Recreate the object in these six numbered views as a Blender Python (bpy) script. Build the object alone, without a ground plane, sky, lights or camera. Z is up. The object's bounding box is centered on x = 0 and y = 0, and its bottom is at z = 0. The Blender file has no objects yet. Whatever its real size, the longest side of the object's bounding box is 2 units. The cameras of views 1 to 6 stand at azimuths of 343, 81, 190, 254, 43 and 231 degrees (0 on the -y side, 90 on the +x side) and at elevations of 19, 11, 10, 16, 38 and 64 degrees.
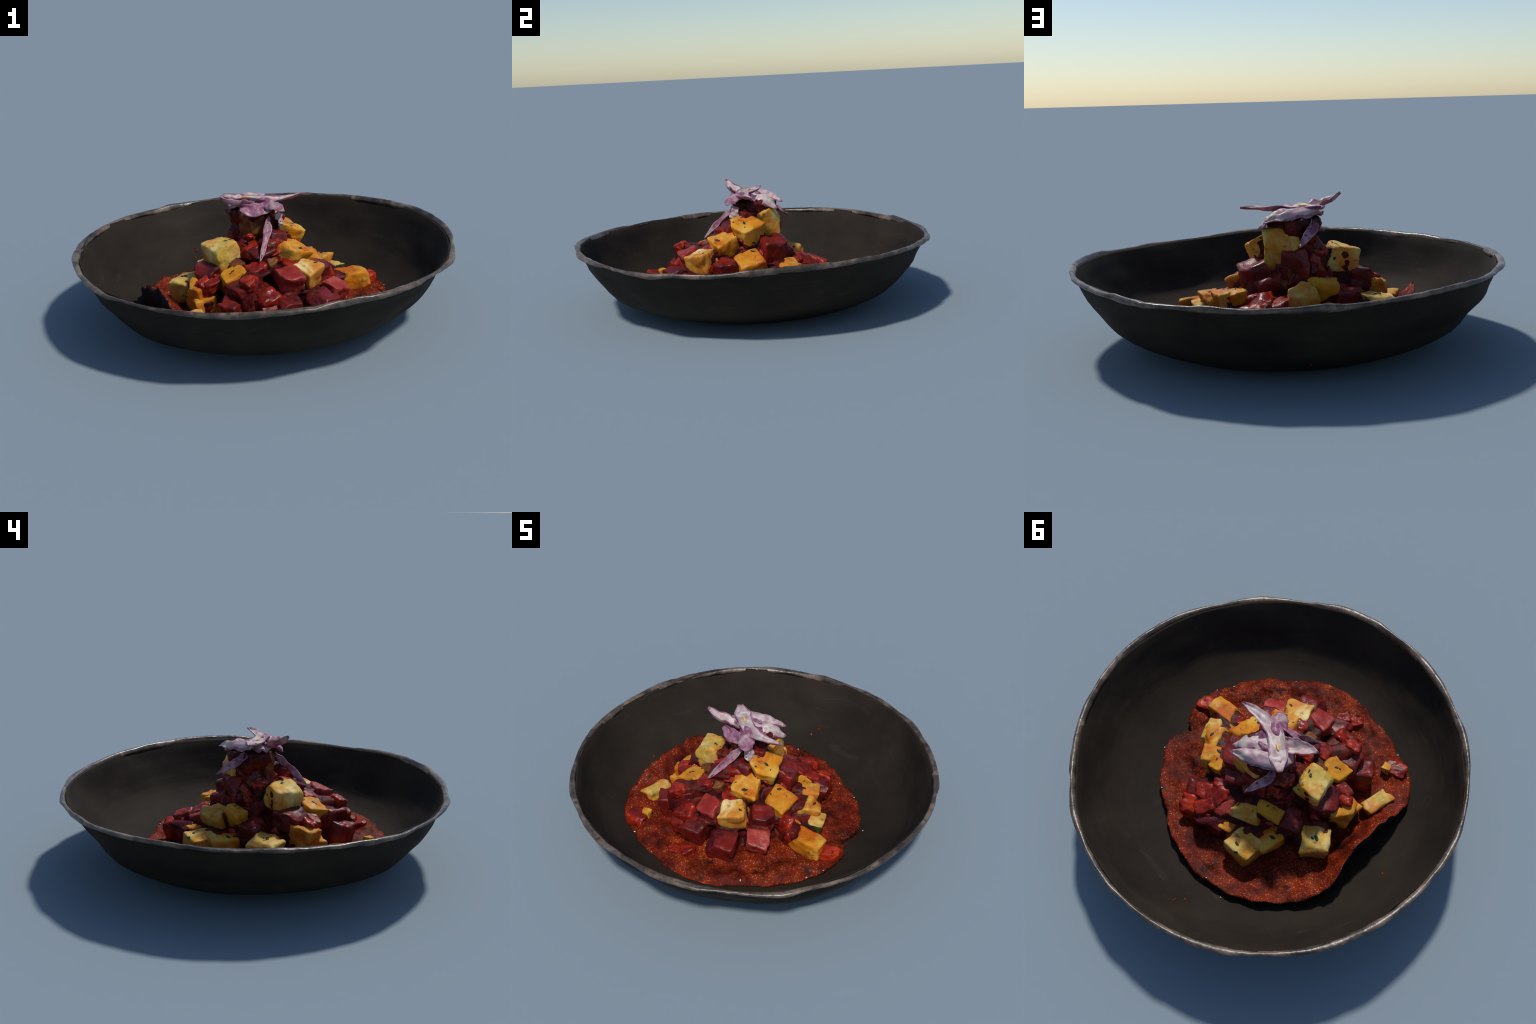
"""A dark stoneware bowl holding a heaped vegetable stew crowned with red-onion slices."""
import bpy, bmesh, math, random
from math import sin, cos, pi, radians, hypot, atan2
from mathutils import Vector, Matrix, Euler, noise
from mathutils.bvhtree import BVHTree

# ------------------------------------------------------------------ helpers
def nz(p, s, o=0.0):
    return noise.noise(Vector(p) * s + Vector((o, o * 1.7, -o * 0.6)))

def add_obj(name, me, parent, mat=None):
    ob = bpy.data.objects.new(name, me)
    bpy.context.scene.collection.objects.link(ob)
    ob.parent = parent
    if mat:
        for m in (mat if isinstance(mat, (list, tuple)) else [mat]):
            me.materials.append(m)
    return ob

def mesh_from(name, verts, faces, smooth=True):
    me = bpy.data.meshes.new(name)
    me.from_pydata([tuple(v) for v in verts], [], faces)
    me.update()
    if smooth:
        me.polygons.foreach_set("use_smooth", [True] * len(me.polygons))
    return me

def empty(name, label, category):
    e = bpy.data.objects.new(name, None)
    bpy.context.scene.collection.objects.link(e)
    e["label"] = label
    e["category"] = category
    return e

def interp(tab, x):
    if x <= tab[0][0]:
        return tab[0][1]
    for (a, b), (c, d) in zip(tab, tab[1:]):
        if x <= c:
            return b + (d - b) * (x - a) / (c - a)
    return tab[-1][1]

# ------------------------------------------------------------------ materials
class Mat:
    """Small wrapper for building a Principled node tree on Object coordinates."""
    def __init__(self, name, rough=0.5, spec=0.5):
        self.m = bpy.data.materials.new(name)
        self.m.use_nodes = True
        self.t = self.m.node_tree
        self.n = self.t.nodes
        self.b = self.n["Principled BSDF"]
        self.b.inputs["Roughness"].default_value = rough
        self.b.inputs["Specular IOR Level"].default_value = spec
        self.co = self.n.new("ShaderNodeTexCoord").outputs["Object"]
        self.info = self.n.new("ShaderNodeObjectInfo")
    def link(self, a, b):
        self.t.links.new(a, b)
    def vary(self):
        """shift the texture space by the object's random value so repeats differ"""
        mul = self.n.new("ShaderNodeVectorMath"); mul.operation = 'ADD'
        sc = self.n.new("ShaderNodeMath"); sc.operation = 'MULTIPLY'
        sc.inputs[1].default_value = 37.0
        self.link(self.info.outputs["Random"], sc.inputs[0])
        self.link(self.co, mul.inputs[0]); self.link(sc.outputs[0], mul.inputs[1])
        self.co = mul.outputs[0]
    def noise(self, scale, detail=4, rough=0.55, stretch=None, dist=0.0):
        k = self.n.new("ShaderNodeTexNoise")
        k.inputs["Scale"].default_value = scale
        k.inputs["Detail"].default_value = detail
        k.inputs["Roughness"].default_value = rough
        k.inputs["Distortion"].default_value = dist
        co = self.co
        if stretch:
            mp = self.n.new("ShaderNodeMapping")
            mp.inputs["Scale"].default_value = stretch
            self.link(co, mp.inputs["Vector"]); co = mp.outputs[0]
        self.link(co, k.inputs["Vector"])
        return k.outputs["Fac"]
    def cells(self, scale, out="Distance", rnd=1.0):
        k = self.n.new("ShaderNodeTexVoronoi")
        k.inputs["Scale"].default_value = scale
        k.inputs["Randomness"].default_value = rnd
        self.link(self.co, k.inputs["Vector"])
        return k.outputs[out]
    def ramp(self, fac, stops):
        r = self.n.new("ShaderNodeValToRGB")
        e = r.color_ramp.elements
        while len(e) < len(stops):
            e.new(0.5)
        for el, (p, c) in zip(e, stops):
            el.position = p
            el.color = (c, c, c, 1) if isinstance(c, (int, float)) else (*c, 1)
        self.link(fac, r.inputs["Fac"])
        return r.outputs["Color"]
    def mix(self, fac, a, b, mode='MIX'):
        x = self.n.new("ShaderNodeMix"); x.data_type = 'RGBA'; x.blend_type = mode
        for sock, v in ((x.inputs[0], fac), (x.inputs[6], a), (x.inputs[7], b)):
            if isinstance(v, (int, float)):
                sock.default_value = v
            elif isinstance(v, tuple):
                sock.default_value = (*v, 1)
            else:
                self.link(v, sock)
        return x.outputs[2]
    def math(self, op, a, b=0.0):
        x = self.n.new("ShaderNodeMath"); x.operation = op
        for s, v in zip(x.inputs, (a, b)):
            if isinstance(v, (int, float)):
                s.default_value = v
            else:
                self.link(v, s)
        return x.outputs[0]
    def color(self, c):
        self.link(c, self.b.inputs["Base Color"])
    def rough(self, c):
        self.link(c, self.b.inputs["Roughness"])
    def bump(self, h, strength=0.3, dist=0.01):
        k = self.n.new("ShaderNodeBump")
        k.inputs["Strength"].default_value = strength
        k.inputs["Distance"].default_value = dist
        self.link(h, k.inputs["Height"])
        self.link(k.outputs[0], self.b.inputs["Normal"])

def mat_bowl():
    m = Mat("stoneware_glaze", 0.72, 0.10)
    base = m.ramp(m.noise(3.0, 6), [(0.3, (0.0175, 0.0136, 0.0104)), (0.7, (0.033, 0.0245, 0.0175))])
    scuff = m.ramp(m.noise(4.0, 5, 0.65, (1.0, 1.0, 5.0), 1.2), [(0.58, 0.0), (0.78, 1.0)])
    c = m.mix(m.math('MULTIPLY', scuff, 0.45), base, (0.062, 0.048, 0.034))
    dust = m.ramp(m.cells(60), [(0.0, 1.0), (0.07, 0.0)])
    keep = m.ramp(m.noise(5, 2), [(0.56, 0.0), (0.66, 1.0)])
    c = m.mix(m.math('MULTIPLY', m.math('MULTIPLY', dust, keep), 0.5), c, (0.16, 0.11, 0.07))
    m.color(c)
    m.bump(m.noise(25, 5), 0.12, 0.01)
    return m.m

def mat_rim():
    m = Mat("worn_rim_glaze", 0.34, 0.55)
    c = m.ramp(m.noise(9, 5, 0.65), [(0.34, (0.024, 0.0165, 0.0115)), (0.48, (0.078, 0.053, 0.038)), (0.64, (0.21, 0.150, 0.108))])
    nick = m.ramp(m.noise(24, 4, 0.6), [(0.56, 0.0), (0.66, 1.0)])
    c = m.mix(m.math('MULTIPLY', nick, 0.75), c, (0.028, 0.022, 0.019))
    m.color(c)
    m.bump(m.noise(22, 5), 0.3, 0.012)
    return m.m

def mat_sauce():
    m = Mat("tomato_sauce", 0.55, 0.12)
    base = m.ramp(m.noise(8, 6, 0.62), [(0.32, (0.022, 0.0030, 0.0020)), (0.45, (0.095, 0.0080, 0.0030)), (0.58, (0.180, 0.0150, 0.0040)), (0.74, (0.32, 0.036, 0.006))])
    grain = m.ramp(m.noise(95, 3, 0.75), [(0.50, 0.0), (0.66, 1.0)])  # this grain and the dots below paint oily highlights into the sauce colour
    patch = m.ramp(m.noise(6, 3), [(0.42, 0.05), (0.62, 0.60)])
    c = m.mix(m.math('MULTIPLY', grain, patch), base, (0.40, 0.075, 0.010))
    sp = m.ramp(m.cells(80), [(0.0, 1.0), (0.31, 0.0)])
    zone = m.ramp(m.noise(8, 3), [(0.42, 0.0), (0.58, 1.0)])
    c = m.mix(m.math('MULTIPLY', m.math('MULTIPLY', sp, zone), 0.9), c, (0.78, 0.34, 0.08))
    burnt = m.ramp(m.noise(11, 4, 0.6), [(0.60, 0.0), (0.68, 1.0)])
    c = m.mix(m.math('MULTIPLY', burnt, 0.85), c, (0.012, 0.006, 0.004))
    m.color(c)
    m.bump(m.noise(60, 5, 0.65), 0.35, 0.012)
    return m.m

def mat_mound():
    m = Mat("stewed_vegetable_mash", 0.45, 0.15)
    c = m.ramp(m.noise(13, 6, 0.62), [(0.30, (0.016, 0.0030, 0.0034)), (0.46, (0.052, 0.0060, 0.0055)), (0.60, (0.120, 0.0115, 0.0065)), (0.74, (0.22, 0.040, 0.013))])  # base colour darkened towards the shadow in the heap's crevices
    dk = m.ramp(m.noise(20, 4, 0.6), [(0.58, 0.0), (0.68, 1.0)])
    c = m.mix(m.math('MULTIPLY', dk, 0.75), c, (0.013, 0.006, 0.008))
    sp = m.ramp(m.cells(90), [(0.0, 1.0), (0.16, 0.0)])
    zone = m.ramp(m.noise(10, 3), [(0.52, 0.0), (0.62, 1.0)])
    c = m.mix(m.math('MULTIPLY', m.math('MULTIPLY', sp, zone), 0.6), c, (0.5, 0.16, 0.05))
    m.color(c)
    m.bump(m.noise(40, 5), 0.45, 0.012)
    return m.m

def veg(name, lo, mid, hi, stain, stain_amt, speck, rough=0.45, rnd_to=None, speck_amt=0.5, spec=0.14, second=None, foot=(0.06, 0.008, 0.006)):
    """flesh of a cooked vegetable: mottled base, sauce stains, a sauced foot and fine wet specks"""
    m = Mat(name, rough, spec)
    raw = m.co
    m.vary()
    c = m.ramp(m.noise(9, 5, 0.6), [(0.34, lo), (0.50, mid), (0.66, hi)])
    if rnd_to:
        c = m.mix(m.info.outputs["Random"], c, m.mix(0.6, c, rnd_to))
    if second:                                   # a riper or paler side
        c = m.mix(m.ramp(m.noise(6.0, 2, 0.4), [(0.47, 0.0), (0.60, 1.0)]), c, second)
    fibre = m.ramp(m.noise(30, 4, 0.65, (1.0, 1.0, 0.22)), [(0.42, 0.0), (0.72, 1.0)])
    c = m.mix(m.math('MULTIPLY', fibre, 0.30), c, hi)
    st = m.ramp(m.noise(8, 5, 0.6, None, 0.6), [(0.55 - 0.12 * stain_amt, 0.0), (0.68 - 0.08 * stain_amt, 1.0)])
    c = m.mix(m.math('MULTIPLY', st, 0.70), c, stain)
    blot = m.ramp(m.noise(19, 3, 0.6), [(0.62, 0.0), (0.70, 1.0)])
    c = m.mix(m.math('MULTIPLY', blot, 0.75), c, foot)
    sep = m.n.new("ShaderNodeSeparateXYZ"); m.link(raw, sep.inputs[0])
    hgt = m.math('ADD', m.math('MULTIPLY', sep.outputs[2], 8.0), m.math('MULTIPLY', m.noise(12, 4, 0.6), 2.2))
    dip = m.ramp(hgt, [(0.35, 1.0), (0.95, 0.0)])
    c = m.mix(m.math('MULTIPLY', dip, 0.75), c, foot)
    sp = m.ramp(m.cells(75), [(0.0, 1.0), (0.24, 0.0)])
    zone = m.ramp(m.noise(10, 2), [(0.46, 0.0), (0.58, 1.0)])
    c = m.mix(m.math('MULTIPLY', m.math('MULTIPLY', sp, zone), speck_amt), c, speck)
    dots = m.ramp(m.cells(30), [(0.0, 1.0), (0.085, 0.0)])
    dz = m.ramp(m.noise(7, 1), [(0.62, 0.0), (0.66, 1.0)])
    c = m.mix(m.math('MULTIPLY', dots, dz), c, (0.012, 0.010, 0.006))
    m.color(c)
    m.rough(m.ramp(m.noise(14, 3), [(0.35, rough - 0.12), (0.65, rough + 0.15)]))
    m.bump(m.noise(40, 5, 0.6), 0.4, 0.010)
    return m.m

def mat_onion(name, lo, mid, hi, rag):
    m = Mat(name, 0.42, 0.35)
    m.vary()
    c = m.ramp(m.noise(13, 5, 0.65, (1, 1, 1), 0.8), [(0.36, lo), (0.5, mid), (0.62, hi)])
    fib = m.ramp(m.noise(70, 3, 0.6), [(0.4, 0.0), (0.8, 1.0)])
    c = m.mix(m.math('MULTIPLY', fib, 0.3), c, hi)
    other = m.ramp(m.noise(14, 3, 0.6), [(0.52, 0.0), (0.64, 1.0)])
    c = m.mix(m.math('MULTIPLY', other, 0.8), c, rag)
    gr = m.ramp(m.noise(11, 3), [(0.58, 0.0), (0.74, 1.0)])
    c = m.mix(m.math('MULTIPLY', gr, 0.55), c, (0.40, 0.42, 0.33))
    m.color(c)
    m.bump(m.noise(60, 3), 0.15, 0.006)
    tr = m.n.new("ShaderNodeBsdfTranslucent")
    mx = m.n.new("ShaderNodeMixShader"); mx.inputs[0].default_value = 0.10
    out = m.n["Material Output"]
    m.link(c, tr.inputs["Color"])
    m.link(m.b.outputs[0], mx.inputs[1]); m.link(tr.outputs[0], mx.inputs[2])
    m.link(mx.outputs[0], out.inputs["Surface"])
    return m.m

def mat_plain(name, a, b, scale=30, rough=0.5):
    m = Mat(name, rough, 0.4)
    m.vary()
    m.color(m.ramp(m.noise(scale, 4), [(0.35, a), (0.65, b)]))
    m.bump(m.noise(scale * 2, 3), 0.3, 0.006)
    return m.m

M = dict(
    bowl=mat_bowl(), rim=mat_rim(), sauce=mat_sauce(), mound=mat_mound(),
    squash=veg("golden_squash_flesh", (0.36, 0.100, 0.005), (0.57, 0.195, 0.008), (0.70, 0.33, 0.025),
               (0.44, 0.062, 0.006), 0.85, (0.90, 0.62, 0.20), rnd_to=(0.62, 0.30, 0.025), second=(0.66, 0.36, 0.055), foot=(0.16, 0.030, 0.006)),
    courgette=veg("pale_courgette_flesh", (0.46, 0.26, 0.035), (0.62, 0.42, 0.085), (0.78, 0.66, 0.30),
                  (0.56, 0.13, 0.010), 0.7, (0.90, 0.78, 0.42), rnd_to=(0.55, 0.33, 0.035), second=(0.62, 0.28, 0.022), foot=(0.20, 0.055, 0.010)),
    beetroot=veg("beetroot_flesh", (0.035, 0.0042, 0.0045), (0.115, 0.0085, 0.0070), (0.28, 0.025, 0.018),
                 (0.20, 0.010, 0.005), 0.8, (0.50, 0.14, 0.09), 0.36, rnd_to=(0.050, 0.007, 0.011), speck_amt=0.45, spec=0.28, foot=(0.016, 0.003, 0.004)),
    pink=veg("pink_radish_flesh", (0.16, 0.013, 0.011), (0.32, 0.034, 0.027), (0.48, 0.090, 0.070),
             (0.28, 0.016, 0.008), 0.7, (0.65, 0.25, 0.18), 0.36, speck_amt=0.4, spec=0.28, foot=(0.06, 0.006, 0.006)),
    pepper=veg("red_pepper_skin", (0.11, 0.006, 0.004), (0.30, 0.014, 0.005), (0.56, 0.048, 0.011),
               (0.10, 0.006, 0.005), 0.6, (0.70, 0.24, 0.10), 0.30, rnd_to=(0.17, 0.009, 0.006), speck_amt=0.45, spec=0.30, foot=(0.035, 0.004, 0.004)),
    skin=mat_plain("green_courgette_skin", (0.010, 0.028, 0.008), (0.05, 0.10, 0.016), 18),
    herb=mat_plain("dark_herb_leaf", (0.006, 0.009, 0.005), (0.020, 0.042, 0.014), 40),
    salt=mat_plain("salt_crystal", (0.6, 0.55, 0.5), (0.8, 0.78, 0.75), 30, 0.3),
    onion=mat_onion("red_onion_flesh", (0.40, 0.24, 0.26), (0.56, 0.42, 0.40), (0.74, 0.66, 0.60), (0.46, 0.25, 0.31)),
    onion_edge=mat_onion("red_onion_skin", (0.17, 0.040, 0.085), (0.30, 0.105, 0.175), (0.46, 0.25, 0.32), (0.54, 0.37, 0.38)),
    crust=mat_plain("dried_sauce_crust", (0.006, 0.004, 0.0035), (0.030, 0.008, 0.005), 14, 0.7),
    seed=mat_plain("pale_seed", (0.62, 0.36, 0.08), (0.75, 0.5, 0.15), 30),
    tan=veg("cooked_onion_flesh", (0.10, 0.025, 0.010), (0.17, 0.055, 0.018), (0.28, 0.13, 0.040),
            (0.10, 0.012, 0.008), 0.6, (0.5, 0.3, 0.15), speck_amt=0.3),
)

# ------------------------------------------------------------------ bowl
bowl = empty("bowl", "wide shallow dark brown stoneware bowl with a worn uneven rim", "bowl")
N = 192
RIM_R = [(1, 0.0011, -0.0036), (2, 0.0040, -0.0021), (3, 0.0025, -0.0032), (5, 0.0034, -0.0008)]
RIM_Z = [(1, -0.0026, -0.0040), (2, 0.0033, 0.0002), (3, 0.0017, 0.0076), (4, 0.0038, 0.0020), (5, 0.0022, -0.0005)]
def fourier(t, tab):
    return sum(a * cos(k * t) + b * sin(k * t) for k, a, b in tab) - (0.004 if tab is RIM_Z else 0.0)

# pushed-in places of the wall: bearing, width, height, depth
DENTS = [(-48, 12, 0.24, 0.020), (-26, 9, 0.27, 0.012), (-8, 8, 0.25, 0.018), (107, 11, 0.27, 0.024)]
def wall(profile, name, mat, flip, lump, outer):
    """revolve (radius, height) rows; the upper part follows the hand-made wobble of the rim"""
    vs, fs = [], []
    for row, (r, z) in enumerate(profile):
        tilt = 1.0 if row > outer else 0.35
        w = max(0.0, min(1.0, (z - 0.08) / 0.28))
        for i in range(N):
            t = 2 * pi * i / N
            k = lump * min(1.0, r / 0.3)
            flat = lambda c, w, a: a * math.exp(-((((t - radians(c) + pi) % (2 * pi)) - pi) / w) ** 2)
            dent = -(flat(-62, 0.45, 0.020) + flat(84, 0.55, 0.019) + flat(178, 0.3, 0.010))
            dent *= max(0.0, min(1.0, (z - 0.06) / 0.06, (0.34 - z) / 0.05)) * (1.0 if row <= outer else 0.6)
            for deg, wid, zc, depth in DENTS:
                dent -= flat(deg, radians(wid), depth) * math.exp(-((z - zc) / 0.075) ** 2)
            if z > 0.11:
                q = (cos(t) * 3.2, sin(t) * 3.2, z * 5)
                dent += 0.022 * max(-0.35, min(0.35, nz(q, 1.1, 14))) * min(1, (z - 0.11) / 0.06)
            rr = r * (1 + w * (fourier(t, RIM_R) + bump_out(t))) + dent + 0.35 * k * nz((cos(t) * r * 3, sin(t) * r * 3, z * 5), 1.2, 3)
            zz = z + tilt * lean(r, r * sin(t)) - (0.008 * max(0.0, -0.5 * cos(t) - 0.87 * sin(t)) if row <= outer and z < 0.12 else 0.0) + w * fourier(t, RIM_Z) + k * nz((cos(t) * r * 2.2, sin(t) * r * 2.2, z * 3), 1.5, 9)
            if r < 1e-4:
                rr = 0.0
            vs.append((rr * cos(t), rr * sin(t), zz))
    for j in range(len(profile) - 1):
        for i in range(N):
            a, b = j * N + i, j * N + (i + 1) % N
            q = (a, b, b + N, a + N)
            fs.append(q[::-1] if flip else q)
    me = mesh_from(name, vs, fs)
    bm = bmesh.new(); bm.from_mesh(me)
    bmesh.ops.remove_doubles(bm, verts=bm.verts, dist=1e-5)
    bm.to_mesh(me); bm.free()
    return add_obj(name, me, bowl, mat)

OUT = [(0.0, 0.0), (0.40, 0.0), (0.51, 0.001), (0.575, 0.018), (0.635, 0.037), (0.69, 0.057), (0.735, 0.075),
       (0.775, 0.094), (0.810, 0.115), (0.836, 0.138), (0.854, 0.16), (0.870, 0.182), (0.888, 0.205), (0.908, 0.23),
       (0.926, 0.26), (0.942, 0.31), (0.954, 0.345), (0.968, 0.366)]
IN = [(0.970, 0.384), (0.950, 0.350), (0.928, 0.295), (0.906, 0.25), (0.886, 0.216), (0.867, 0.190), (0.847, 0.165),
      (0.822, 0.140), (0.790, 0.115), (0.752, 0.092), (0.70, 0.070), (0.62, 0.051), (0.55, 0.040), (0.45, 0.032), (0.0, 0.030)]
LIP = [(0.962, 0.360), (0.978, 0.363), (0.990, 0.367), (0.997, 0.374), (0.9985, 0.382), (0.995, 0.388),
       (0.987, 0.391), (0.979, 0.390), (0.972, 0.386), (0.966, 0.374)]
def lean(r, y):
    """the floor sits a little low towards +y"""
    return -0.026 * y / 0.6 * max(0.0, min(1.0, (0.86 - r) / 0.25)) if r < 0.86 else 0.0
def floor_z(x, y):
    r = hypot(x, y)
    return interp([(r0, z0) for r0, z0 in reversed(IN)], r) + lean(r, y)
KN = 44
_k = random.Random(8)
KNOT = sorted((i + _k.uniform(-.4, .4)) / KN * 2 * pi for i in range(KN))
def faceted(t, seed):
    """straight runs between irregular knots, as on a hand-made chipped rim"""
    t %= 2 * pi
    val = [random.Random(seed * 1000 + i).uniform(-1, 1) for i in range(KN)]
    for i in range(KN):
        a, b = KNOT[i], KNOT[(i + 1) % KN] + (2 * pi if i == KN - 1 else 0)
        for q in (t, t + 2 * pi):
            if a <= q <= b:
                u = (q - a) / (b - a)
                return val[i] * (1 - u) + val[(i + 1) % KN] * u
    return 0.0
def bump_out(t):
    """the rim is pushed outward on the +x side"""
    g = lambda c, w: math.exp(-((((t - radians(c) + pi) % (2 * pi)) - pi) / w) ** 2)
    return 0.014 * g(24, 0.35) + 0.011 * g(92, 0.5) - 0.007 * g(-45, 0.6) - 0.005 * g(0, 0.3)
def dense(tab, k):
    out = []
    for (a, b), (c, d) in zip(tab, tab[1:]):
        out += [(a + (c - a) * i / k, b + (d - b) * i / k) for i in range(k)]
    return out + [tab[-1]]
body = wall(dense(OUT, 3) + [(0.972, 0.376)] + dense(IN, 3), "bowl_body", M["bowl"], False, 0.007, len(dense(OUT, 3)))
zmin = min(v.co.z for v in body.data.vertices)
for v in body.data.vertices:          # the foot rests on z = 0
    if v.co.z < 0.03:
        v.co.z = max(0.0, v.co.z)

# rim lip: a rolled bead with small nicks and flattened stretches
vs, fs = [], []
K = len(LIP)
NR = 288
for i in range(NR):
    t = 2 * pi * i / NR
    jr = 1 + fourier(t, RIM_R) + bump_out(t)
    jz = fourier(t, RIM_Z)
    fat = 0.95 + 0.45 * faceted(t, 1)
    wide = 1.0 + 0.55 * faceted(t, 2)
    dz = 0.005 * faceted(t, 3) + 0.003 * nz((cos(t), sin(t), 0), 26, 1)
    push = 0.005 * faceted(t, 4)
    for r, z in LIP:
        rr = 0.973 + (r - 0.970) * wide * 0.86 if r > 0.973 else r + push * (1 if r > 0.98 else 0.2 if r > 0.973 else 0.0)
        zz = 0.381 + (z - 0.381) * fat
        rr = rr * jr + 0.0025 * nz((cos(t) * 9, sin(t) * 9, z * 60), 2.0, 5)
        rr = min(rr, 1.003)
        vs.append((rr * cos(t), rr * sin(t), zz + jz + dz))
for i in range(NR):
    for j in range(K):
        a, b = i * K + j, i * K + (j + 1) % K
        c, d = ((i + 1) % NR) * K + (j + 1) % K, ((i + 1) % NR) * K + j
        fs.append((a, d, c, b))
add_obj("bowl_rim", mesh_from("bowl_rim", vs, fs), bowl, M["rim"])

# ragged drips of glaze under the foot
vs, fs = [], []
for x, y, w in ((-0.52, 0.15, 0.060), (-0.53, 0.06, 0.050), (-0.555, -0.07, 0.045), (-0.55, -0.20, 0.050), (0.44, -0.20, 0.060), (-0.36, -0.42, 0.045)):
    t = atan2(y, x); k = len(vs); r = hypot(x, y)
    e = Vector((cos(t), sin(t), 0)); q = Vector((-sin(t), cos(t), 0)); c = Vector((x, y, 0.001))
    vs += [c + q * w * 0.1, c + q * w + e * 0.05 + Vector((0, 0, 0.022)), c - q * w + e * 0.05 + Vector((0, 0, 0.022)), c - e * 0.10 + Vector((0, 0, 0.004))]
    fs += [(k, k + 1, k + 2), (k, k + 3, k + 1), (k, k + 2, k + 3), (k + 1, k + 3, k + 2)]
drip = add_obj("glaze_drip", mesh_from("glaze_drip", vs, fs, False), bowl, M["bowl"])
drip["kind"] = "stuff"

# ------------------------------------------------------------------ stew
stew = empty("vegetable_stew", "heaped chunky vegetable stew in red sauce topped with red onion slices", "food")

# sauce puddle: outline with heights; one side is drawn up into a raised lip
EDGE = [(0.640, -0.06, .080), (0.630, -0.15, .075), (0.600, -0.25, .070), (0.510, -0.40, .066), (0.410, -0.50, .066),
        (0.240, -0.645, .066), (0.0, -0.69, .068), (-0.10, -0.675, .070), (-0.25, -0.650, .074), (-0.36, -0.61, .080),
        (-0.46, -0.57, .100), (-0.53, -0.51, .115), (-0.566, -0.45, .125), (-0.576, -0.373, .164), (-0.578, -0.29, .206),
        (-0.581, -0.209, .227), (-0.582, -0.17, .234), (-0.586, -0.07, .229), (-0.603, 0.026, .214), (-0.631, 0.09, .190),
        (-0.646, 0.176, .176), (-0.631, 0.212, .134), (-0.602, 0.289, .107), (-0.558, 0.353, .088), (-0.36, 0.525, .080),
        (-0.18, 0.588, .080), (0.11, 0.568, .075), (0.25, 0.50, .075), (0.395, 0.43, .080), (0.50, 0.32, .085),
        (0.560, 0.24, .090), (0.550, 0.15, .095), (0.525, 0.115, .095), (0.590, 0.085, .095), (0.635, 0.01, .088)]
SC = (0.03, -0.06)
pol = sorted((atan2(y - SC[1], x - SC[0]), hypot(x - SC[0], y - SC[1]), z) for x, y, z in EDGE)
pol = [(pol[-1][0] - 2 * pi, *pol[-1][1:])] + pol + [(pol[0][0] + 2 * pi, *pol[0][1:])]
def edge_at(t):
    for (a, r0, z0), (b, r1, z1) in zip(pol, pol[1:]):
        if a <= t <= b:
            u = (t - a) / (b - a); u = u * u * (3 - 2 * u) * 0.5 + u * 0.5
            return r0 + (r1 - r0) * u, z0 + (z1 - z0) * u
NS, NRING = 260, 60
vs, fs = [], []
for j in range(NRING + 3):
    for i in range(NS):
        t = -pi + 2 * pi * (i + 0.5) / NS
        re, ze = edge_at(t)
        re += 0.010 * nz((cos(t), sin(t), 0), 11, 3) + 0.003 * nz((cos(t), sin(t), 0), 30, 5)
        f = min(1.0, j / NRING)
        x, y = SC[0] + re * f * cos(t), SC[1] + re * f * sin(t)
        base = floor_z(x, y) + 0.046 + 0.040 * max(0.0, 1 - f / 0.75)
        if ze > 0.105:
            u = max(0.0, (f - 0.80) / 0.20)
            z = base + (ze - base) * u ** 0.9
        else:
            u = max(0.0, (f - 0.86) / 0.14)
            front = max(0.0, min(1.0, 0.45 - y / 0.5))       # thins out towards -y
            z = base - (0.012 + 0.036 * front) * u ** 1.6 + 0.014 * (1 - front) * u * (1 + nz((x, y, 0), 13, 8))
        z += (0.026 * nz((x, y, 0), 9, 1) + 0.015 * nz((x, y, 0), 20, 2) + 0.009 * nz((x, y, 0), 55, 2)) * (1 - 0.5 * u)
        z = max(z, floor_z(x, y) + 0.006)
        if ze > 0.12:
            z += u * (0.022 * nz((t, 0, 0), 16, 4) + 0.014 * nz((t, 1, 0), 45, 4))
        if j == NRING + 1:
            x, y, z = SC[0] + (re - 0.004) * cos(t), SC[1] + (re - 0.004) * sin(t), floor_z(x, y) * 0.6 + z * 0.4
        elif j == NRING + 2:
            x, y, z = SC[0] + re * 0.98 * cos(t), SC[1] + re * 0.98 * sin(t), floor_z(x, y) - 0.006
        vs.append((x, y, z))
for j in range(NRING + 2):
    for i in range(NS):
        a, b = j * NS + i, j * NS + (i + 1) % NS
        fs.append((a, a + NS, b + NS, b))
me = mesh_from("sauce", vs, fs)
bm = bmesh.new(); bm.from_mesh(me)
bmesh.ops.remove_doubles(bm, verts=bm.verts, dist=1e-5)
bm.to_mesh(me); bm.free()
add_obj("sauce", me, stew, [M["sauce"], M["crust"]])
for p in me.polygons:                        # outer face of the raised lip, coloured near black for its shade
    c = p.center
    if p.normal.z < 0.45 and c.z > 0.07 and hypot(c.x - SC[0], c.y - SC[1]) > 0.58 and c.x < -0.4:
        p.material_index = 1

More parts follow.
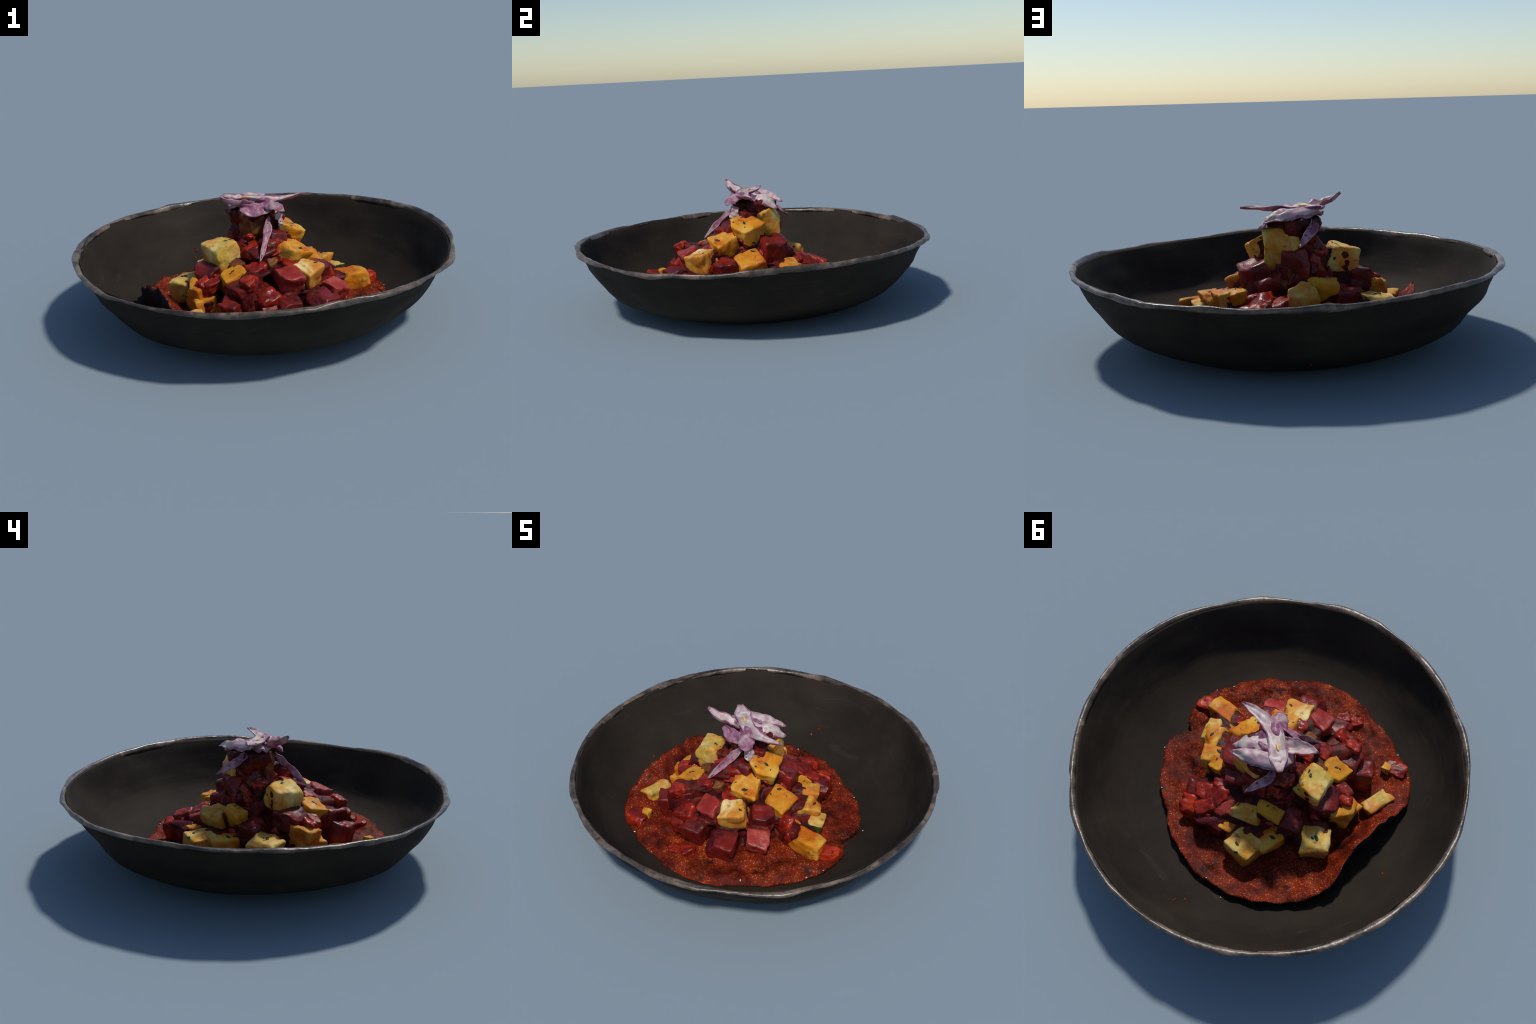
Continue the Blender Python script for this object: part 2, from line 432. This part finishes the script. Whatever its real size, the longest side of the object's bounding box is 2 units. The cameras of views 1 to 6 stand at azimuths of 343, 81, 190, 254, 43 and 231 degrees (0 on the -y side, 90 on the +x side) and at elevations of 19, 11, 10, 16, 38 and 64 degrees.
# mound: the packed heart of the heap, rings of lumpy radius round a leaning axis
MOUND = [(0.03, 0.40), (0.08, 0.33), (0.14, 0.28), (0.20, 0.235), (0.26, 0.195), (0.32, 0.165), (0.38, 0.138), (0.44, 0.112),
         (0.50, 0.104), (0.55, 0.120), (0.592, 0.136), (0.606, 0.05)]
def mound_axis(z):
    u = max(0, (z - 0.06) / 0.55)
    return Vector((-0.03 - 0.014 * u, -0.02 + 0.045 * u, z))
NM = 160
vs, fs = [], []
zs = [0.04 + 0.572 * i / 90 for i in range(91)]
for z in zs:
    r = interp(MOUND, z)
    c = mound_axis(z)
    for i in range(NM):
        t = 2 * pi * i / NM
        p = c + Vector((cos(t) * r, sin(t) * r, 0))
        k = min(1.0, r / 0.10)
        d = k * (0.045 * nz(p, 7, 3) + 0.034 * nz(p, 17, 6) + 0.012 * nz(p, 45, 8))
        vs.append(c + Vector((cos(t) * (r + d), sin(t) * (r + d), 0.4 * d)))
top = len(vs); vs.append(mound_axis(0.614))
for j in range(len(zs) - 1):
    for i in range(NM):
        a, b = j * NM + i, j * NM + (i + 1) % NM
        fs.append((a, b, b + NM, a + NM))
for i in range(NM):
    fs.append(((len(zs) - 1) * NM + i, (len(zs) - 1) * NM + (i + 1) % NM, top))
low = len(vs); vs.append(mound_axis(0.035))
for i in range(NM):
    fs.append(((i + 1) % NM, i, low))
mound = add_obj("stew_mound", mesh_from("stew_mound", vs, fs), stew, M["mound"])

# ---- chunks: rounded, warped, knife-cut cubes
def chunk_mesh(name, dims, seed, rnd=0.16, warp=0.16, n=13, skin=None, rough=0.03):
    """rounded box, corners pulled about and sides left uneven; skin = axis index of a peel-covered side"""
    rg = random.Random(seed)
    corner = {(a, b, c): Vector([rg.uniform(-warp, warp) for _ in range(3)])
              for a in (-1, 1) for b in (-1, 1) for c in (-1, 1)}
    chops = []
    for _ in range(4):                        # slanting knife cuts across some edges and corners
        v = Vector([rg.choice((-1, 1)) * rg.uniform(0.25, 1.0) for _ in range(3)])
        if rg.random() < 0.5:
            v[rg.randrange(3)] *= 0.15
        v.normalize()
        chops.append((v, sum(abs(a) for a in v) * rg.uniform(0.62, 0.90)))
    grid = sorted(set([-1, -1 + rnd * 0.35, -1 + rnd, 1 - rnd, 1 - rnd * 0.35, 1] +
                      [-1 + rnd + (2 - 2 * rnd) * i / (n - 4) for i in range(1, n - 4)]))
    G = len(grid)
    bm = bmesh.new()
    vert = {}
    def V(p):
        key = tuple(round(q, 5) for q in p)
        if key not in vert:
            q = Vector(p)
            inner = Vector([max(-1 + rnd, min(1 - rnd, a)) for a in q])
            d = q - inner
            if d.length > 1e-6:
                q = inner + d.normalized() * rnd
            w = Vector((0, 0, 0))
            for (a, b, c), o in corner.items():
                w += o * ((1 + a * q.x) * (1 + b * q.y) * (1 + c * q.z) / 8)
            q = q + w
            for nrm, dd in chops:
                over = q.dot(nrm) - dd
                if over > 0:
                    q = q - nrm * over
            bulge = rough * noise.noise(q * 1.5 + Vector((seed * 3.1, seed, 0))) * 1.8 + rough * 0.7 * noise.noise(q * 3.6 + Vector((seed, 0, seed * 2)))
            q = q * (1 + bulge)
            vert[key] = bm.verts.new((q.x * dims[0] / 2, q.y * dims[1] / 2, q.z * dims[2] / 2))
        return vert[key]
    for ax in range(3):
        for s in (-1, 1):
            for i in range(G - 1):
                for j in range(G - 1):
                    ps = []
                    for u, v in ((i, j), (i + 1, j), (i + 1, j + 1), (i, j + 1)):
                        p = [0, 0, 0]
                        p[ax] = s; p[(ax + 1) % 3] = grid[u]; p[(ax + 2) % 3] = grid[v]
                        ps.append(V(p))
                    if s < 0:
                        ps.reverse()
                    f = bm.faces.new(ps)
                    f.smooth = True
                    if skin is not None and ax == abs(skin) - 1 and s == (1 if skin > 0 else -1):
                        f.material_index = 1
    me = bpy.data.meshes.new(name)
    bm.to_mesh(me); bm.free()
    return me

KIND = {"squash": "squash_cube", "courgette": "courgette_cube", "beetroot": "beetroot_cube", "pink": "radish_cube",
        "pepper": "pepper_piece", "tan": "cooked_onion_piece"}
def place(ob, c, yaw, tilt):
    """turn about z, then lean the top outward from the heap's axis by tilt degrees"""
    rad = Vector((c[0] + 0.05, c[1], 0))
    axis = Vector((-rad.y, rad.x, 0)).normalized() if rad.length > 1e-3 else Vector((1, 0, 0))
    ob.matrix_world = Matrix.Translation(Vector(c)) @ Matrix.Rotation(radians(tilt), 4, axis) @ Matrix.Rotation(radians(yaw), 4, 'Z')

# kind, centre, size, yaw, tilt, optional skin side
CHUNKS = [
    ("courgette", (-0.250, -0.085, 0.378), (0.142, 0.142, 0.125), 14, 8),
    ("courgette", (0.012, 0.090, 0.450), (0.150, 0.135, 0.185), 8, 4),
    ("squash", (0.100, -0.175, 0.355), (0.155, 0.135, 0.120), 25, 22),
    ("squash", (0.112, -0.045, 0.432), (0.150, 0.140, 0.120), 30, 26),
    ("courgette", (0.140, -0.300, 0.280), (0.135, 0.130, 0.120), 35, 18),
    ("pink", (0.022, -0.362, 0.280), (0.130, 0.115, 0.120), 12, 14),
    ("squash", (0.225, -0.045, 0.255), (0.150, 0.140, 0.130), 12, 28),
    ("squash", (0.455, -0.078, 0.120), (0.175, 0.110, 0.105), 8, 3),
    ("courgette", (0.412, 0.052, 0.140), (0.095, 0.145, 0.110), 25, 20, -2),
    ("squash", (0.345, 0.085, 0.188), (0.110, 0.105, 0.115), 30, 8),
    ("squash", (0.365, 0.010, 0.150), (0.110, 0.095, 0.085), 60, 10),
    ("courgette", (0.262, 0.165, 0.180), (0.105, 0.100, 0.160), 40, 10),
    ("squash", (0.195, 0.175, 0.215), (0.090, 0.080, 0.120), 15, 22),
    ("pepper", (0.070, 0.290, 0.222), (0.110, 0.095, 0.080), 20, 18),
    ("pepper", (0.072, 0.370, 0.200), (0.105, 0.080, 0.080), 60, 25),
    ("pepper", (0.105, 0.245, 0.225), (0.070, 0.060, 0.080), 35, 10),
    ("pink", (-0.012, 0.305, 0.212), (0.070, 0.115, 0.080), -30, 15),
    ("beetroot", (0.030, 0.350, 0.140), (0.170, 0.160, 0.130), 20, 5),
    ("courgette", (-0.203, 0.355, 0.150), (0.150, 0.140, 0.120), 4, 6),
    ("squash", (-0.258, 0.225, 0.155), (0.130, 0.125, 0.110), -17, 4),
    ("courgette", (-0.432, 0.068, 0.165), (0.140, 0.140, 0.130), 46, 4),
    ("courgette", (-0.108, 0.235, 0.215), (0.140, 0.085, 0.170), 30, 20),
    ("squash", (-0.185, 0.160, 0.272), (0.130, 0.080, 0.090), 20, 15),
    ("squash", (-0.392, -0.130, 0.170), (0.140, 0.120, 0.180), 30, 14),
    ("courgette", (-0.450, -0.335, 0.125), (0.085, 0.140, 0.075), -6, 6),
    ("squash", (-0.245, -0.232, 0.285), (0.120, 0.105, 0.100), 12, 16),
    ("beetroot", (-0.215, -0.348, 0.235), (0.145, 0.140, 0.150), 22, 8),
    ("pepper", (-0.205, -0.395, 0.315), (0.085, 0.065, 0.050), 30, 14),
    ("pepper", (-0.125, -0.420, 0.215), (0.110, 0.090, 0.110), 15, 12),
    ("beetroot", (0.145, 0.100, 0.300), (0.145, 0.155, 0.165), 24, 14),
    ("beetroot", (0.162, -0.430, 0.150), (0.150, 0.130, 0.115), 30, 8),
    ("pink", (0.285, -0.282, 0.165), (0.120, 0.120, 0.110), 32, 24),
    ("beetroot", (-0.028, -0.450, 0.165), (0.140, 0.120, 0.135), 8, 12),
    ("beetroot", (0.235, -0.195, 0.232), (0.120, 0.110, 0.120), 40, 20),
    ("pepper", (0.325, -0.092, 0.180), (0.085, 0.070, 0.090), 20, 10),
    ("beetroot", (-0.335, -0.095, 0.285), (0.130, 0.160, 0.100), 20, 10),
    ("beetroot", (-0.285, 0.090, 0.195), (0.130, 0.130, 0.140), 25, 12),
    ("beetroot", (-0.385, 0.015, 0.190), (0.120, 0.110, 0.080), 40, 8),
    ("pepper", (-0.372, -0.178, 0.250), (0.100, 0.075, 0.080), 40, 20),
    ("pepper", (-0.345, -0.208, 0.268), (0.085, 0.060, 0.050), 10, 20),
    ("squash", (-0.075, 0.352, 0.175), (0.075, 0.055, 0.055), 15, 10),
    ("pepper", (-0.088, -0.150, 0.395), (0.110, 0.075, 0.070), 25, 18),
    ("tan", (-0.035, -0.245, 0.330), (0.060, 0.055, 0.085), 15, 20),
    ("beetroot", (0.048, -0.030, 0.490), (0.100, 0.085, 0.090), 20, 12),
    ("tan", (-0.070, -0.025, 0.480), (0.100, 0.070, 0.180), 15, 4),
    ("tan", (-0.040, -0.050, 0.505), (0.090, 0.060, 0.160), -10, 2),
    ("tan", (-0.205, -0.180, 0.330), (0.070, 0.060, 0.060), 30, 15),
    ("pepper", (-0.031, -0.580, 0.098), (0.070, 0.055, 0.055), 35, 0),
    ("pepper", (0.025, -0.548, 0.105), (0.085, 0.065, 0.065), 60, 0),
    ("pepper", (-0.377, -0.542, 0.115), (0.130, 0.095, 0.065), 20, 0),
    ("squash", (-0.345, -0.505, 0.135), (0.045, 0.045, 0.045), 20, 0),
    ("pepper", (0.580, -0.050, 0.100), (0.100, 0.085, 0.070), 30, 0),
    ("pepper", (0.390, -0.100, 0.130), (0.100, 0.080, 0.080), 30, 0),
    ("beetroot", (0.060, 0.145, 0.250), (0.150, 0.120, 0.160), 30, 12),
    ("beetroot", (-0.170, -0.280, 0.250), (0.120, 0.110, 0.120), 50, 12),
    ("pepper", (0.060, -0.260, 0.310), (0.110, 0.080, 0.090), 15, 18),
    ("beetroot", (-0.062, -0.190, 0.372), (0.120, 0.100, 0.080), 20, 26),
    ("pepper", (-0.015, -0.155, 0.415), (0.110, 0.090, 0.090), 30, 24),
    ("beetroot", (0.035, -0.130, 0.430), (0.100, 0.090, 0.100), 10, 16),
    ("pepper", (-0.125, -0.250, 0.315), (0.100, 0.080, 0.080), 25, 22),
    ("beetroot", (-0.120, -0.425, 0.165), (0.130, 0.120, 0.130), 20, 8),
    ("beetroot", (0.190, 0.325, 0.120), (0.140, 0.130, 0.130), 25, 12),
    ("pepper", (0.155, 0.320, 0.175), (0.100, 0.090, 0.070), 45, 14),
    ("pepper", (0.215, 0.365, 0.110), (0.090, 0.080, 0.080), 10, 20),
    ("pepper", (0.150, 0.400, 0.115), (0.130, 0.110, 0.130), 35, 14),
    ("beetroot", (-0.050, 0.125, 0.360), (0.140, 0.110, 0.200), 15, 6),
    ("beetroot", (-0.300, -0.365, 0.150), (0.130, 0.120, 0.160), 40, 12),
    ("squash", (-0.395, -0.200, 0.140), (0.100, 0.090, 0.160), 10, 10),
]
pieces = [mound]
for s, c in enumerate(CHUNKS):
    kind, ctr, dims, yaw, tilt = c[:5]
    skin = c[5] if len(c) > 5 else None
    nm = KIND[kind]
    ax = Vector((ctr[0] + 0.04, ctr[1], 0))
    if 0.10 < ax.length < 0.50:                  # seat the pieces into the heap
        ax = ax.normalized() * 0.011
        ctr = (ctr[0] - ax.x, ctr[1] - ax.y, ctr[2] - 0.003)
    dims = tuple((1.0 if kind in ('squash', 'courgette') else 0.98) * d for d in dims)
    soft = {"pepper": 0.34, "tan": 0.40, "beetroot": 0.24, "pink": 0.20}.get(kind, 0.19)
    me = chunk_mesh(nm, dims, s + 3, soft, 0.32 if kind in ("pepper", "tan") else 0.24, skin=skin,
                    rough=0.10 if kind in ("pepper", "tan") else 0.065)
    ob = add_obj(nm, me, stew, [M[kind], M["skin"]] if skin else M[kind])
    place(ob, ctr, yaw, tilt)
    pieces.append(ob)

# the sauce that binds the heap: mound and shrunken chunks melted into one skin that bridges the gaps
def tree_of(obs):
    vs, fs = [], []
    for o in obs:
        o0 = len(vs)
        vs += [o.matrix_world @ v.co for v in o.data.vertices]
        fs += [[o0 + i for i in p.vertices] for p in o.data.polygons]
    return BVHTree.FromPolygons(vs, fs)

bpy.context.view_layer.update()
near = [o for o in pieces if hypot(o.location.x, o.location.y) < 0.50]
bt = tree_of(near)
NT, NE = 220, 110
def ray_dir(i, j):
    """origin on the axis and outward direction: level near the foot, straight up at the crown"""
    u = j / (NE - 1)
    el = radians(90) * u ** 2.2
    t = 2 * pi * i / NT
    return mound_axis(0.03 + 0.50 * min(1.0, u * 1.05)), Vector((cos(t) * cos(el), sin(t) * cos(el), sin(el)))
R = [[0.0] * NT for _ in range(NE)]
for j in range(NE):
    for i in range(NT):
        o, d = ray_dir(i, j)
        h = bt.ray_cast(o + d * 0.85, -d)
        R[j][i] = 0.85 - h[3] if h[0] is not None else 0.05
def window(F, k, fn):
    """separable running max / min / mean"""
    G = [[fn([F[j][(i + q) % NT] for q in range(-k, k + 1)]) for i in range(NT)] for j in range(NE)]
    return [[fn([G[min(NE - 1, max(0, j + q))][i] for q in range(-k, k + 1)]) for i in range(NT)] for j in range(NE)]
mean = lambda a: sum(a) / len(a)
low = window(window(R, 2, min), 2, max)            # knock off spikes
closed = window(window(R, 5, max), 5, min)         # bridge the gaps
fill = [[0.55 * low[j][i] + 0.45 * closed[j][i] for i in range(NT)] for j in range(NE)]
fill = window(fill, 1, mean)
vs, fs = [], []
for j in range(NE):
    for i in range(NT):
        o, d = ray_dir(i, j)
        bump = 0.010 * nz(o + d * R[j][i], 26, 4) + 0.006 * nz(o + d * R[j][i], 60, 7)
        gap = fill[j][i] - R[j][i]
        if gap > 0.020:                              # a gap: sauce stands in it
            r = R[j][i] + min(gap, 0.050) - 0.012 + bump
        else:                                        # under the face of a piece
            r = min(fill[j][i], R[j][i]) - 0.009 - abs(bump)
        vs.append(o + d * max(0.03, r))
for j in range(NE - 1):
    for i in range(NT):
        a, b = j * NT + i, j * NT + (i + 1) % NT
        fs.append((a, b, b + NT, a + NT))
old = mound.data
mound.data = mesh_from("stew_mound", vs, fs)
mound.data.materials.append(M["mound"])
bpy.data.meshes.remove(old)

# small chopped bits crowding the mound: real pieces, joined
mt = tree_of([mound])
allt = tree_of(pieces)
rg = random.Random(11)
bank = {k: [chunk_mesh("bit", (1, 1, 1), 200 + i, 0.34, 0.34, rough=0.07) for i in range(5)] for k in ("pepper",)}["pepper"]
def scatter(name, mat, count, size, zlo, zhi, sink):
    bm = bmesh.new()
    for _ in range(count):
        z = rg.uniform(zlo, zhi); t = rg.uniform(0, 2 * pi)
        o = mound_axis(z) + Vector((cos(t), sin(t), 0.25)) * 0.9
        h = mt.ray_cast(o, (mound_axis(z) - o).normalized())
        g = allt.ray_cast(o, (mound_axis(z) - o).normalized())
        if h[0] is None or g[3] < h[3] - 0.004:
            continue
        s = rg.uniform(*size)
        src = bank[rg.randrange(len(bank))]
        mtx = Matrix.Translation(h[0] - h[1] * s * sink) @ Euler([rg.uniform(0, 6.3) for _ in range(3)]).to_matrix().to_4x4() \
            @ Matrix.Diagonal((s * rg.uniform(.7, 1.3), s * rg.uniform(.7, 1.2), s * rg.uniform(.5, 1), 1))
        tmp = src.copy(); tmp.transform(mtx); bm.from_mesh(tmp); bpy.data.meshes.remove(tmp)
    me = bpy.data.meshes.new(name); bm.to_mesh(me); bm.free()
    ob = add_obj(name, me, stew, mat)
    ob["kind"] = "stuff"
    return ob
pieces.append(scatter("chopped_pepper", M["pepper"], 80, (0.03, 0.060), 0.08, 0.42, 0.25))
pieces.append(scatter("chopped_beetroot", M["beetroot"], 110, (0.035, 0.075), 0.06, 0.46, 0.3))
pieces.append(scatter("chopped_onion", M["tan"], 22, (0.025, 0.045), 0.20, 0.44, 0.1))
for b in bank:
    bpy.data.meshes.remove(b)

# ---- red onion slices: tapering curved blades with a darker skin edge
def spline(P, n):
    P = [Vector(p) for p in P]
    Q = [P[0] * 2 - P[1]] + P + [P[-1] * 2 - P[-2]]
    out = []
    for i in range(n + 1):
        u = i / n * (len(P) - 1); k = min(int(u), len(P) - 2); f = u - k
        a, b, c, d = Q[k:k + 4]
        out.append(0.5 * ((2 * b) + (c - a) * f + (2 * a - 5 * b + 4 * c - d) * f * f + (3 * b - a - 3 * c + d) * f ** 3))
    return out

def blade(pts, width, up, cup=0.25, thick=0.011, w0=0.35, w1=0.05, seed=0, edge=True, peak=0.45, purple=False):
    """onion blade along pts; width table tapers to both ends, cross-section cupped about 'up'"""
    n, m = 26, 10
    sp = spline(pts, n)
    up = Vector(up).normalized()
    top, bot = [], []
    for i, p in enumerate(sp):
        f = i / n
        t = (sp[min(i + 1, n)] - sp[max(i - 1, 0)]).normalized()
        side = t.cross(up).normalized()
        nrm = side.cross(t).normalized()
        if f < peak:
            w = w0 + (1 - w0) * sin(f / peak * pi / 2)
        else:
            w = w1 + (1 - w1) * cos((f - peak) / (1 - peak) * pi / 2) ** 0.8
        w *= width * (1 + 0.22 * noise.noise(Vector((f * 4, seed * 2.3, 0))) + 0.14 * noise.noise(Vector((f * 13, seed * 4.3, 0))))
        for j in range(m + 1):
            v = -1 + 2 * j / m
            lift = cup * w * (v * v - 0.4) + 0.016 * noise.noise(Vector((f * 5, v * 1.5, seed * 7.7)))
            q = p + side * (v * w / 2) + nrm * lift
            th = thick * (1.0 - 0.75 * abs(v) ** 3) * (0.35 + 0.65 * min(1, 4 * (1 - f)))
            top.append(q + nrm * th / 2); bot.append(q - nrm * th / 2)
    L = len(top)
    vs = top + bot
    fs, mi = [], []
    for i in range(n):
        for j in range(m):
            a = i * (m + 1) + j
            e = 1 if (edge and (j in (0, m - 1) or i >= n - 2)) else 0
            fs.append((a, a + 1, a + m + 2, a + m + 1)); mi.append(e)
            fs.append((L + a, L + a + m + 1, L + a + m + 2, L + a + 1)); mi.append(1 if edge else 0)
    def side_wall(a, b):
        fs.append((a, b, b + L, a + L)); mi.append(1 if edge else 0)
    for i in range(n):
        side_wall((i + 1) * (m + 1), i * (m + 1))
        side_wall(i * (m + 1) + m, (i + 1) * (m + 1) + m)
    for j in range(m):
        side_wall(j, j + 1)
        side_wall(n * (m + 1) + j + 1, n * (m + 1) + j)
    me = mesh_from("onion_slice", vs, fs)
    ob = add_obj("onion_slice", me, stew, [M["onion_edge"], M["onion"]] if purple else [M["onion"], M["onion_edge"]])
    me.polygons.foreach_set("material_index", mi)
    bm = bmesh.new(); bm.from_mesh(me); bmesh.ops.recalc_face_normals(bm, faces=bm.faces); bm.to_mesh(me); bm.free()
    pieces.append(ob)
    return ob

Z = (0, 0, 1)
blade([(-0.065, -0.025, 0.612), (-0.12, -0.050, 0.618), (-0.185, -0.080, 0.645), (-0.245, -0.099, 0.686)], 0.074, (0.2, 0.25, 1), 0.30, w0=1.0, seed=1)
blade([(-0.186, 0.085, 0.634), (-0.13, 0.045, 0.632), (-0.075, 0.006, 0.628), (0.01, -0.040, 0.622), (0.10, -0.045, 0.618), (0.17, -0.035, 0.620), (0.222, -0.020, 0.619)],
      0.090, (0, 0, 1), 0.22, w0=0.40, seed=2, peak=0.3)
blade([(-0.150, 0.045, 0.620), (-0.09, 0.085, 0.618), (-0.03, 0.115, 0.606), (0.025, 0.145, 0.592), (0.074, 0.173, 0.571)], 0.090, (-0.1, 0.15, 1), -0.28, w0=0.9, seed=3)
blade([(-0.135, 0.082, 0.575), (-0.143, 0.120, 0.546), (-0.118, 0.174, 0.509), (-0.097, 0.233, 0.472)], 0.046, (-0.6, 0.5, 0.7), 0.35, w0=0.6, seed=5, purple=True, edge=False)
blade([(0.005, -0.090, 0.545), (-0.015, -0.130, 0.505), (-0.055, -0.195, 0.440), (-0.102, -0.262, 0.368)], 0.044, (0.35, -0.6, 0.6), 0.3, w0=0.2, seed=6, purple=True, edge=False)
blade([(-0.03, -0.03, 0.615), (0.02, -0.080, 0.612), (0.052, -0.118, 0.597), (0.076, -0.148, 0.578)], 0.095, (0.5, -0.6, 0.7), -0.25, w0=0.8, seed=7, purple=True, edge=False)
blade([(-0.03, 0.02, 0.608), (0.03, 0.065, 0.598), (0.075, 0.100, 0.575), (0.105, 0.135, 0.540)], 0.105, (0.5, 0.1, 1), -0.22, w0=0.9, seed=8)
blade([(-0.14, -0.08, 0.605), (-0.09, -0.10, 0.592), (-0.02, -0.10, 0.592), (0.04, -0.09, 0.590)], 0.075, (-0.3, -0.8, 0.6), 0.12, w0=0.4, w1=0.1, seed=10, purple=True, edge=False)
blade([(-0.175, 0.02, 0.598), (-0.11, 0.015, 0.617), (-0.04, 0.010, 0.618), (0.03, 0.015, 0.606), (0.06, 0.03, 0.590)], 0.110, Z, -0.10, w0=0.6, w1=0.2, seed=14, purple=True, edge=False)
# frayed pale scrap hanging under the crown
blade([(0.050, -0.095, 0.560), (0.066, -0.105, 0.535), (0.070, -0.108, 0.508), (0.066, -0.110, 0.480)], 0.060, (0.8, -0.6, 0.2), -0.25, w0=0.7, seed=12, edge=False)

# seed resting on the crown
me = chunk_mesh("seed", (0.012, 0.046, 0.012), 77, 0.6, 0.1)
ob = add_obj("seed", me, stew, M["seed"])
ob.matrix_world = Matrix.Translation((-0.080, 0.008, 0.634)) @ Matrix.Rotation(radians(60), 4, 'Z')

# ---- herb flakes: small leaf scraps lying on whatever is below them
bpy.context.view_layer.update()
tt = tree_of(pieces)
def flake_mesh(seed):
    r = random.Random(seed)
    n = 9
    ring = [(cos(2 * pi * i / n) * r.uniform(.55, 1.1), sin(2 * pi * i / n) * r.uniform(.35, .6)) for i in range(n)]
    vs = [(x, y, 0.12 + 0.25 * x * x) for x, y in ring] + [(x, y, -0.10 + 0.25 * x * x) for x, y in ring] + [(0, 0, 0.16), (0, 0, -0.1)]
    fs = []
    for i in range(n):
        j = (i + 1) % n
        fs += [(i, j, 2 * n), (n + j, n + i, 2 * n + 1), (j, i, n + i, n + j)]
    return mesh_from("herb_flake", vs, fs)
flakes = [flake_mesh(i) for i in range(6)]
for f in flakes:
    f.materials.append(M["herb"])
rg = random.Random(5)
FIXED = [(-0.225, -0.075, .020), (-0.205, -0.085, .014), (-0.430, 0.060, .026), (-0.415, 0.075, .014), (-0.275, 0.215, .024), (-0.185, 0.37, .022),
         (-0.215, 0.40, .018), (0.145, -0.06, .020), (0.13, -0.215, .024), (0.30, 0.09, .022), (0.36, 0.09, .020), (0.21, -0.03, .02),
         (0.18, -0.30, .018), (-0.15, -0.20, .022), (-0.02, -0.20, .024), (0.015, -0.215, .018), (-0.24, -0.24, .016), (0.25, 0.13, .02)]
spots = FIXED + [(rg.gauss(-0.03, 0.19), rg.gauss(-0.03, 0.19), rg.uniform(.005, .014)) for _ in range(44)]
for x, y, s in spots:
    s *= 0.75
    h = tt.ray_cast(Vector((x, y, 0.56)), Vector((0, 0, -1)))
    if h[0] is None:
        continue
    ob = bpy.data.objects.new("herb_flake", flakes[rg.randrange(6)])
    bpy.context.scene.collection.objects.link(ob)
    ob.parent = stew
    q = h[1].to_track_quat('Z', 'X').to_matrix().to_4x4()
    ob.matrix_world = Matrix.Translation(h[0]) @ q @ Matrix.Rotation(rg.uniform(0, 6.3), 4, 'Z') @ Matrix.Diagonal((s, s, s * 0.5, 1))

bt2 = tree_of([body, bpy.data.objects['sauce']])
def rest(x, y):
    h = bt2.ray_cast(Vector((x, y, 1)), Vector((0, 0, -1)))
    return (x, y, h[0].z + 0.001)
# ---- stray crumbs on the bowl: salt grains by the sauce edge, red splashes on the wall
def crumbs(name, mat, where, size):
    bm = bmesh.new()
    src = chunk_mesh("crumb", (1, 1, 1), 300, 0.4, 0.3, n=6)
    for x, y, z in where:
        s = size * rg.uniform(.7, 1.4)
        tmp = src.copy()
        tmp.transform(Matrix.Translation((x, y, z)) @ Euler((rg.uniform(0, 6), rg.uniform(0, 6), rg.uniform(0, 6))).to_matrix().to_4x4() @ Matrix.Diagonal((s * 1.4, s, s * .7, 1)))
        bm.from_mesh(tmp); bpy.data.meshes.remove(tmp)
    me = bpy.data.meshes.new(name); bm.to_mesh(me); bm.free()
    bpy.data.meshes.remove(src)
    ob = add_obj(name, me, stew, mat); ob["kind"] = "stuff"
salt = []
for _ in range(22):
    t = rg.uniform(0, 2 * pi); re, ze = edge_at(t if t < pi else t - 2 * pi)
    if ze > 0.12:
        continue
    r = re + rg.uniform(-0.03, 0.03)
    x, y = SC[0] + r * cos(t), SC[1] + r * sin(t)
    salt.append(rest(x, y))
crumbs("salt_grains", M["salt"], salt , 0.0055)
crumbs("sauce_splashes", M["pepper"], [rest(x, y) for x, y in ((-0.19, 0.78), (-0.208, 0.728), (-0.185, 0.77), (-0.75, -0.1), (-0.6, 0.52))], 0.009)
bpy.context.view_layer.update()
